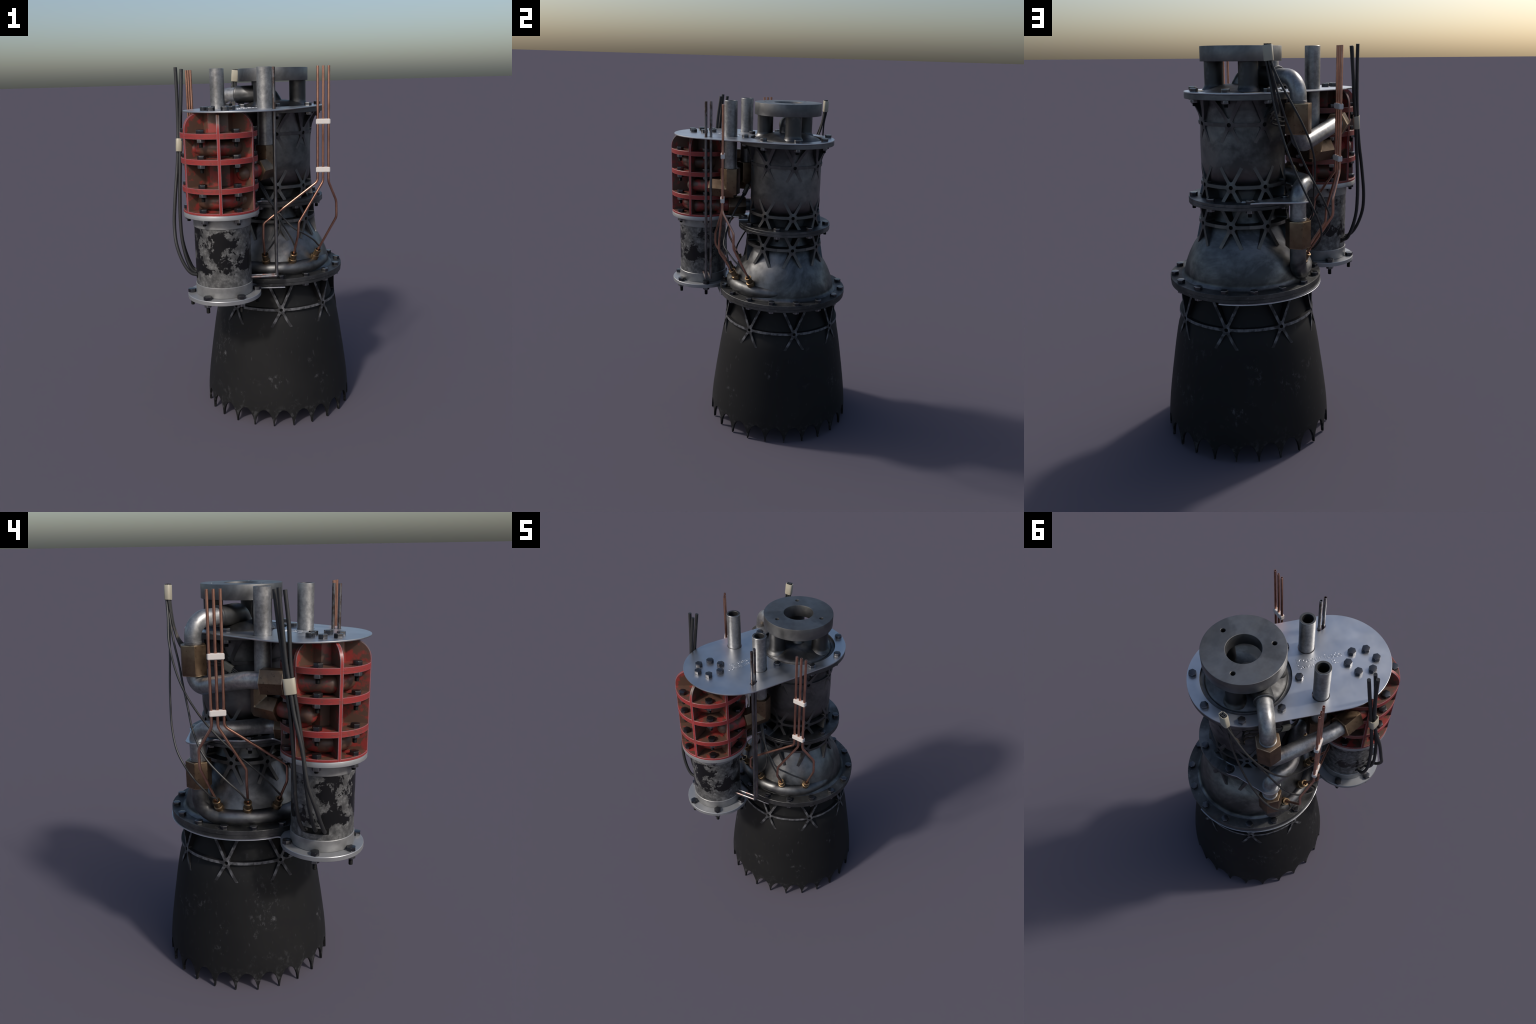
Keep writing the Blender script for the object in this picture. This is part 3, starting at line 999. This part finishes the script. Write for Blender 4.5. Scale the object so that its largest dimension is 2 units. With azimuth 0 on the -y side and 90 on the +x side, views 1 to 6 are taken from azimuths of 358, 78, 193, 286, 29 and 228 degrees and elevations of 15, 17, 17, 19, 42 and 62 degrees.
def build_pipes():
    S = (-0.2425, 0.2505)
    RP = 0.0385
    grp = bpy.data.objects.new("propellant_piping", None)
    col.objects.link(grp)
    grp.parent = ENGINE
    mk = lambda nm, part, mt="steel", ang=60: add(nm, make_mesh(nm, *part, MAT[mt], ang), grp)
    # upper pipe: from the inlet elbow down into the first nut
    p = fillet_path([(-0.118, 0.1595, 1.850), (S[0], S[1], 1.850), (S[0], S[1], 1.735)], 0.082)
    mk("upper_elbow_pipe", tube(p, RP, 40, True, True))
    mk("thread_ring", threads(S, 1.733, 1.753, RP + 0.0018), "steel", 20)
    vertical_nut("union_nut", grp, S, 1.5985, 1.7375, 0.0640, 26)
    # from the first nut across to the pump
    p = fillet_path([(S[0], S[1], 1.605), (S[0], S[1], 1.538), (-0.3545, -0.040, 1.609), (-0.364, -0.11, 1.609)], [0.062, 0.09])
    mk("crossover_pipe", tube(p, RP, 40))
    nut("pump_nut", grp, (-0.364, -0.100, 1.609), (-0.01, -1, 0), 0.106, 0.0610, 0)
    # lower pipe: from the pump back to the second nut
    p = fillet_path([(-0.119, -0.12, 1.3437), (-0.1200, -0.055, 1.3437), (-0.2640, 0.120, 1.349), (S[0], S[1], 1.348), (S[0], S[1], 1.19)], [0.09, 0.14, 0.072])
    mk("return_pipe", tube(p, RP, 40))
    nut("pump_nut", grp, (-0.119, -0.103, 1.3437), (0, -1, 0), 0.110, 0.0610, 0)
    mk("thread_ring", threads(S, 1.188, 1.205, RP + 0.0018), "steel", 20)
    vertical_nut("union_nut", grp, S, 1.0565, 1.1900, 0.0635, 2)
    # feed pipes standing through the deck
    for xy in ((-0.001, -0.2155), (-0.246, -0.0760)):
        me = make_mesh("feed_pipe", *lathe([(0.0270, 1.86), (0.0270, 1.9890), (0.0282, 1.9908), (0.0374, 1.9908), (0.0386, 1.9895), (0.0386, 1.585), (0.02, 1.585)], 48, V((xy[0], xy[1], 0))), MAT["steel"], 30)
        me.materials.append(MAT["cast_black"])
        for p in me.polygons:
            if p.center.z > 1.9903 or Vector((p.center.x - xy[0], p.center.y - xy[1])).length < 0.0315:
                p.material_index = 1
        add("feed_pipe", me, grp)
        cap = lathe([(0, 1.862), (0.0275, 1.861)], 40, V((xy[0], xy[1], 0)))
        add("feed_pipe_floor", make_mesh("feed_pipe_floor", *cap, MAT["bolt"]), grp)
    elbow_block("feed_elbow", grp, (-0.001, -0.2155), 1.5975, 1.4755, 0, (-0.5, -0.866, 0), 0.122)
    elbow_block("feed_elbow", grp, (-0.246, -0.0760), 1.5975, 1.4755, 0, (-0.5, -0.866, 0), 0.118)

    # ring manifold round the chamber foot
    man = bpy.data.objects.new("injector_manifold", None)
    col.objects.link(man)
    man.parent = ENGINE
    R0 = 0.3075
    pts, rr = [V((S[0], S[1], 1.06)), V((S[0], S[1], 1.03)), V((S[0], S[1], 1.0))], [0.0405, 0.0405, 0.0405]
    # bend from the drop pipe into the ring
    aS = atan2(S[1] - AX.y, S[0] - AX.x)
    bend = 14
    ring0 = aS + radians(17)
    pr = lambda a, R, z: V((AX.x + R * cos(a), AX.y + R * sin(a), z))
    c1 = V((S[0], S[1], 0.945))
    e0, e1 = pts[-1], pr(ring0, 0.3120, 0.9065)
    h1 = c1
    tdir = V((-sin(ring0), cos(ring0), 0))
    h2 = e1 - tdir * 0.055
    for i in range(1, bend):
        t = i / bend
        pts.append(e0 * (1 - t) ** 3 + h1 * 3 * t * (1 - t) ** 2 + h2 * 3 * t * t * (1 - t) + e1 * t ** 3)
        rr.append(0.0405)
    a_end = radians(360 - 8)
    n = 90
    for i in range(n + 1):
        a = ring0 + (a_end - ring0) * i / n
        f = (a - radians(292)) / (a_end - radians(292))
        f = max(0.0, f)
        R = 0.3095 - 0.0325 * f ** 1.4
        pts.append(pr(a, R, 0.9065))
        rr.append(max(0.006, 0.0385 * (1 - 0.42 * f ** 2)))
    add("manifold_ring", make_mesh("manifold_ring", *tube(pts, rr, 32), MAT["cast"], 60), man)
    # brass injector fittings
    INJ = {}
    for k, deg in enumerate((-104.2, -77.0, -49.6, 172.4, -161.5, -134.6)):
        a = radians(deg)
        base, tip = pr(a, 0.2985, 0.925), pr(a, 0.3415, 0.9985)
        d = (tip - base).normalized()
        L = (tip - base).length
        fr = frame_to(base, d)
        prof = [(0, 0), (0.0235, 0), (0.0235, L * 0.50), (0.0222, L * 0.54), (0.0178, L * 0.56), (0.0178, L - 0.010), (0.0196, L - 0.008), (0.0202, L - 0.001), (0.0190, L), (0.0125, L), (0.0120, L - 0.014), (0, L - 0.014)]
        add("injector_fitting", make_mesh("injector_fitting", *lathe(prof, 28, V((0, 0, 0)), fr), MAT["fitting"], 30), man)
        INJ[k] = (tip, d)
    return INJ


# ---------------------------------------------------------------- copper tubes
def clip(name, parent, centre, along, normal, half, h, mat, thick=0.0115):
    a, b = V(along).normalized(), V(normal).normalized()
    z = V((0, 0, 1))
    bm = bmesh.new()
    bmesh.ops.create_cube(bm, size=1.0)
    for v in bm.verts:
        v.co = V(centre) + a * (v.co.x * 2 * half) + b * (v.co.y * 2 * thick) + z * (v.co.z * h)
    bmesh.ops.bevel(bm, geom=list(bm.edges), offset=0.003, segments=2, affect="EDGES")
    bm.verts.index_update()
    part = [v.co.copy() for v in bm.verts], [tuple(v.index for v in f.verts) for f in bm.faces]
    bm.free()
    add(name, make_mesh(name, *part, MAT[mat], 30), parent)


def build_copper(INJ):
    grp = bpy.data.objects.new("copper_lines", None)
    col.objects.link(grp)
    grp.parent = ENGINE
    rc = 0.0066

    def line(pts, rads, k):
        tip, d = INJ[k]
        pts = [V(p) for p in pts] + [tip + d * 0.012, tip - d * 0.010]
        # soften the last entry
        path = fillet_path(pts, rads + [0.02])
        add("copper_tube", make_mesh("copper_tube", *tube(path, rc, 14, bore=0.0042), MAT["copper"], 60), grp)

    T = 1.988
    A = [V((0.265, -0.2985, 0)), V((0.2925, -0.3025, 0)), V((0.3205, -0.3065, 0))]
    z = lambda p, h: V((p.x, p.y, h))
    line([z(A[0], T), z(A[0], 1.405), (-0.0245, -0.3005, 1.190), (-0.0275, -0.3005, 1.115)], [0.035, 0.03, 0.06], 0)
    line([z(A[1], T), z(A[1], 1.405), (0.164, -0.3030, 1.190), (0.1590, -0.3010, 1.120)], [0.04, 0.03, 0.05], 1)
    line([z(A[2], T), z(A[2], 1.405), (0.3715, -0.2500, 1.292), (0.3735, -0.2500, 1.203)], [0.05, 0.05, 0.05], 2)
    B = [V((-0.418, 0.1125, 0)), V((-0.4045, 0.0875, 0)), V((-0.3910, 0.0620, 0))]
    line([z(B[0], T + 0.001), z(B[0], 1.405), (-0.3995, 0.1850, 1.293), (-0.4010, 0.1830, 1.205)], [0.05, 0.05, 0.05], 3)
    line([z(B[1], T + 0.001), z(B[1], 1.405), (-0.335, -0.0180, 1.190), (-0.3330, -0.0170, 1.120)], [0.04, 0.03, 0.05], 4)
    line([z(B[2], T + 0.001), z(B[2], 1.405), (-0.245, -0.1865, 1.198), (-0.2360, -0.1840, 1.115)], [0.035, 0.03, 0.05], 5)
    for set_, nrm in ((A, (0.14, 0.99, 0)), (B, (0.88, 0.47, 0))):
        for zz in (1.7135, 1.4675):
            al = set_[2] - set_[0]
            clip("tube_clip", grp, z(set_[1], zz), al, nrm, al.length / 2 + 0.0085, 0.0270, "white")
    return grp


# ---------------------------------------------------------------- drain rods
def build_rods():
    grp = bpy.data.objects.new("drain_pipes", None)
    col.objects.link(grp)
    grp.parent = ENGINE
    for y, top in ((-0.3660, 1.9865), (-0.3372, 1.9875)):
        x = 0.0375
        path = fillet_path([(x, y, top), (x, y, 0.9165), (PX.x + 0.12, y - 0.002, 0.9165)], 0.006)
        add("drain_pipe", make_mesh("drain_pipe", *tube(path, 0.0079, 16, bore=0.005), MAT["rod"], 60), grp)


# ---------------------------------------------------------------- cables
def sleeve(name, parent, p0, p1, w, d, across, mat):
    """short flattened tube that binds a bunch of cables"""
    p0, p1 = V(p0), V(p1)
    t = (p1 - p0).normalized()
    a = (V(across) - t * V(across).dot(t)).normalized()
    b = t.cross(a)
    n = 36
    sq = lambda c: abs(c) ** 0.6 * (1 if c >= 0 else -1)
    vs, fs = [], []
    for q, s in ((p0, 0.82), (p0, 0.97), (p0 + t * 0.0015, 1.0), (p1 - t * 0.0015, 1.0), (p1, 0.97), (p1, 0.82)):
        vs += [q + a * (w * s * sq(cos(2 * pi * k / n))) + b * (d * s * sq(sin(2 * pi * k / n))) for k in range(n)]
    for i in range(5):
        for k in range(n):
            j = (k + 1) % n
            fs.append((i * n + k, i * n + j, (i + 1) * n + j, (i + 1) * n + k))
    for end, dd in ((0, t), (5, -t)):
        o = len(vs)
        vs += [v + dd * 0.012 for v in vs[end * n:(end + 1) * n]]
        for k in range(n):
            j = (k + 1) % n
            fs.append((end * n + k, end * n + j, o + j, o + k))
        fs.append(tuple(range(o, o + n)))
    add(name, make_mesh(name, vs, fs, MAT[mat], 40), parent)


def build_cables(INJ):
    grp = bpy.data.objects.new("wiring", None)
    col.objects.link(grp)
    grp.parent = ENGINE

    def cable(pts, r, mat, nm, n=10):
        add(nm, make_mesh(nm, *tube(spline_path(pts, n), r, 12), MAT[mat], 60), grp)

    # three heavy leads that feed the motor
    ent = lambda deg, z, r: V((PX.x + r * cos(radians(deg)), PX.y + r * sin(radians(deg)), z))
    rk = 0.0090
    cable([(-0.4530, -0.2000, 1.9990), (-0.4520, -0.2140, 1.85), (-0.4540, -0.2300, 1.70), (-0.4580, -0.2480, 1.60), (-0.4660, -0.2660, 1.50), (-0.4820, -0.3050, 1.35), (-0.4930, -0.3330, 1.20),
           (-0.4830, -0.3650, 1.10), (-0.4460, -0.3880, 1.00), (-0.4120, -0.3940, 0.957), ent(195, 0.944, 0.13)], rk, "rubber", "motor_lead")
    cable([(-0.4220, -0.2180, 1.9880), (-0.4300, -0.2360, 1.85), (-0.4420, -0.2460, 1.70), (-0.4460, -0.2600, 1.60), (-0.4500, -0.2780, 1.50), (-0.4580, -0.3020, 1.35), (-0.4610, -0.3180, 1.20),
           (-0.4540, -0.3300, 1.10), (-0.4300, -0.3450, 1.00), (-0.4060, -0.3520, 0.958), ent(178, 0.946, 0.13)], rk, "rubber", "motor_lead")
    cable([(-0.4240, -0.1750, 1.9900), (-0.4340, -0.1940, 1.85), (-0.4420, -0.2180, 1.70), (-0.4500, -0.2300, 1.60), (-0.4540, -0.2460, 1.50), (-0.4620, -0.2620, 1.35), (-0.4650, -0.2700, 1.20),
           (-0.4580, -0.2750, 1.10), (-0.4300, -0.2860, 1.00), (-0.4050, -0.2990, 0.955), ent(160, 0.946, 0.13)], rk, "rubber", "motor_lead")
    sleeve("cable_sleeve", grp, (-0.4503, -0.2395, 1.642), (-0.4534, -0.2489, 1.577), 0.0262, 0.0175, V((0.10, -1.0, 0)), "ivory")
    # dark slot in the can that the leads run into
    arc = [radians(154 + 48 * k / 16) for k in range(17)]
    vs, fs = [], []
    for t in arc:
        for r_, z_ in ((0.1450, 0.930), (0.1469, 0.931), (0.1469, 0.959), (0.1450, 0.960)):
            vs.append(V((PX.x + r_ * cos(t), PX.y + r_ * sin(t), z_)))
    for i in range(16):
        for k in range(3):
            fs.append((4 * i + k, 4 * i + k + 1, 4 * i + k + 5, 4 * i + k + 4))
    fs += [(0, 1, 2, 3), (64, 65, 66, 67)]
    add("cable_slot", make_mesh("cable_slot", vs, fs, MAT["stud"], 30), grp)

    # six sensor wires gathered in an upright sleeve behind the deck
    rw = 0.0050
    top = V((-0.1390, 0.4008, 1.9935))
    offs = [(0.011, 0.004), (-0.001, 0.005), (-0.012, 0.004), (0.010, -0.006), (0.0, -0.006), (-0.011, -0.006)]

    def head(i):
        o = offs[i]
        return [V((top.x + o[0], top.y + o[1], 1.9935)), V((-0.1423 + o[0], 0.4006 + o[1], 1.956)), V((-0.1450 + o[0], 0.4006 + o[1], 1.918))]

    def tail(k):
        tip, d = INJ[k]
        side = V((-d.y, d.x, 0)).normalized() * 0.006
        return [tip + d * 0.016 + side, tip - d * 0.008 + side * 0.6]

    cable(head(0) + [(-0.145, 0.396, 1.85), (-0.162, 0.397, 1.75), (-0.186, 0.392, 1.65), (-0.216, 0.386, 1.55), (-0.252, 0.374, 1.45), (-0.294, 0.354, 1.35), (-0.334, 0.316, 1.25),
                     (-0.354, 0.248, 1.15), (-0.342, 0.194, 1.08), (-0.306, 0.168, 1.03)] + tail(3), rw, "wire", "sensor_wire")
    cable(head(1) + [(-0.162, 0.392, 1.85), (-0.186, 0.370, 1.75), (-0.212, 0.338, 1.65), (-0.246, 0.308, 1.55), (-0.284, 0.274, 1.45), (-0.328, 0.236, 1.35), (-0.364, 0.174, 1.25),
                     (-0.371, 0.076, 1.15), (-0.346, 0.012, 1.08), (-0.300, -0.002, 1.03)] + tail(4), rw, "wire", "sensor_wire")
    cable(head(2) + [(-0.182, 0.392, 1.85), (-0.234, 0.372, 1.75), (-0.280, 0.334, 1.65), (-0.311, 0.284, 1.55), (-0.317, 0.222, 1.45), (-0.301, 0.150, 1.35), (-0.281, 0.054, 1.25),
                     (-0.257, -0.058, 1.15), (-0.228, -0.112, 1.08), (-0.206, -0.136, 1.04)] + tail(5), rw, "wire", "sensor_wire")
    # the other three wrap round the chamber to the front
    pc = lambda deg, r, z: V((AX.x + r * cos(radians(deg)), AX.y + r * sin(radians(deg)), z))
    for n_, (i, rr, dz) in enumerate(((3, 0.232, 0.020), (4, 0.240, 0.0), (5, 0.246, -0.020))):
        w = (1 - n_) * 0.0095
        wrap = [(-0.150 - 0.006 * n_, 0.372, 1.79), (-0.156 - 0.006 * n_, 0.335, 1.715 + dz * 0.6), pc(137, rr + 0.018, 1.672 + dz), pc(155, rr + 0.002, 1.650 + dz), V((-0.192, 0.132, 1.645 + w)), V((-0.203, 0.078, 1.618 + w)),
                V((-0.178, 0.008, 1.560 + w)), V((-0.130, -0.055, 1.505 + w * 0.6)), V((-0.095 + w * 0.5, -0.090 + w * 0.5, 1.467)), V((-0.062 + w * 0.5, -0.121 + w * 0.5, 1.420)), V((-0.016 + w * 0.7, -0.174, 1.350)), V((0.012 + w * 0.5, -0.204, 1.30))]
        if n_ == 0:
            fin = [(0.052, -0.240, 1.23), (0.066, -0.258, 1.175), (0.058, -0.260, 1.125), (0.034, -0.244, 1.075), (0.006, -0.226, 1.03)] + tail(0)
        elif n_ == 1:
            fin = [(0.044, -0.230, 1.25), (0.068, -0.247, 1.20), (0.094, -0.252, 1.15), (0.128, -0.250, 1.09), (0.146, -0.240, 1.045)] + tail(1)
        else:
            fin = [(0.050, -0.236, 1.25), (0.092, -0.258, 1.20), (0.140, -0.268, 1.152), (0.188, -0.248, 1.12), (0.230, -0.224, 1.09), (0.262, -0.194, 1.06), (0.284, -0.168, 1.03)] + tail(2)
        cable(head(i) + wrap + fin, rw, "wire", "sensor_wire")
    sleeve("cable_sleeve", grp, (-0.1385, 0.4008, 1.9885), (-0.1448, 0.4008, 1.9230), 0.0215, 0.0150, V((1, 0, 0)), "ivory")
    sleeve("cable_sleeve", grp, (-0.1940, 0.125, 1.6430), (-0.2020, 0.080, 1.6190), 0.0190, 0.0095, V((0, 0, 1)), "dark_clip")
    sleeve("cable_sleeve", grp, (-0.0975, -0.0875, 1.470), (-0.0640, -0.1190, 1.4225), 0.0165, 0.0095, V((0, 0, 1)), "dark_clip")


# ---------------------------------------------------------------- sheet brackets
def build_brackets():
    deg = radians
    S = V((-0.2425, 0.2505, 0))
    grp = bpy.data.objects.new("support_brackets", None)
    col.objects.link(grp)
    grp.parent = ENGINE

    def around(c, r, a0, a1, step=4):
        n = max(2, int(abs(a1 - a0) / step))
        return [(c.x + r * cos(deg(a0 + (a1 - a0) * i / n)), c.y + r * sin(deg(a0 + (a1 - a0) * i / n))) for i in range(n + 1)]

    def blend(p, c, q, n=8):
        """quadratic run from p to q with control c"""
        p, c, q = V((*p, 0)), V((*c, 0)), V((*q, 0))
        return [tuple((p * (1 - t) ** 2 + c * 2 * t * (1 - t) + q * t * t)[:2]) for t in [i / n for i in range(1, n)]]

    # upper sheet: hugs the middle flange, holds the return pipe and the pump base
    ro, ri = 0.2805, 0.2200
    mid = V((AX.x + 0.25 * cos(deg(112.5)), AX.y + 0.25 * sin(deg(112.5)), 0))
    p_end = around(mid, 0.030, 292, 112.5, 15)
    arc1 = around(AX, ro, 114, 124)
    aSx = math.degrees(atan2(S.y - AX.y, S.x - AX.x))
    ringS = around(S, 0.0560, aSx - 62, aSx + 95, 8)
    q1 = around(AX, ro, 171, 224)
    pang = math.degrees(atan2(AX.y - PX.y, AX.x - PX.x))
    pumpside = around(PX, 0.1900, pang + 22, pang - 24, 6)
    q2 = around(AX, ro, 251, 262)
    out = p_end + arc1 + ringS
    out += blend(ringS[-1], (AX.x + ro * cos(deg(164)), AX.y + ro * sin(deg(164))), q1[0])
    out += q1 + blend(q1[-1], (AX.x + 0.285 * cos(deg(228)), AX.y + 0.285 * sin(deg(228))), pumpside[0]) + pumpside
    out += blend(pumpside[-1], (AX.x + 0.285 * cos(deg(248)), AX.y + 0.285 * sin(deg(248))), q2[0]) + q2
    out += around(AX, ri, 262, 104)
    hole = [circle((S.x, S.y), 0.0375, 40)]
    add("bracket_sheet", outline_plate("bracket_sheet", [out], 1.2793, 1.2875, MAT["alu"], 0.0014), grp)
    # lower sheet: under the big flange, out to the motor foot
    ro, ri = 0.3915, 0.345
    a_in = math.degrees(acos((0.559 ** 2 + ro ** 2 - 0.19 ** 2) / (2 * 0.559 * ro)))
    pd = math.degrees(atan2(PX.y - AX.y, PX.x - AX.x)) % 360
    left = around(AX, ro, 87, pd - a_in - 7)
    right = around(AX, ro, pd + a_in + 6, 273)
    def footpt(a):
        return (PX.x + 0.188 * cos(deg(a)), PX.y + 0.188 * sin(deg(a)))
    out = left + blend(left[-1], (AX.x + (ro + .004) * cos(deg(pd - a_in)), AX.y + (ro + .004) * sin(deg(pd - a_in))), footpt(pang + 78)) + [footpt(pang + 78 - 156 * k / 10) for k in range(0, 11)]
    out += blend(footpt(pang - 78), (AX.x + (ro + .004) * cos(deg(pd + a_in)), AX.y + (ro + .004) * sin(deg(pd + a_in))), right[0]) + right
    out += around(AX, ri, 273, 87)
    add("bracket_sheet", outline_plate("bracket_sheet", [out], 0.8212, 0.8287, MAT["alu"], 0.0015), grp)


NOZZLE = build_nozzle()
CHAMBER = build_chamber()
build_mount()
build_plate()
build_pump()
INJ = build_pipes()
build_copper(INJ)
build_rods()
build_cables(INJ)
build_brackets()
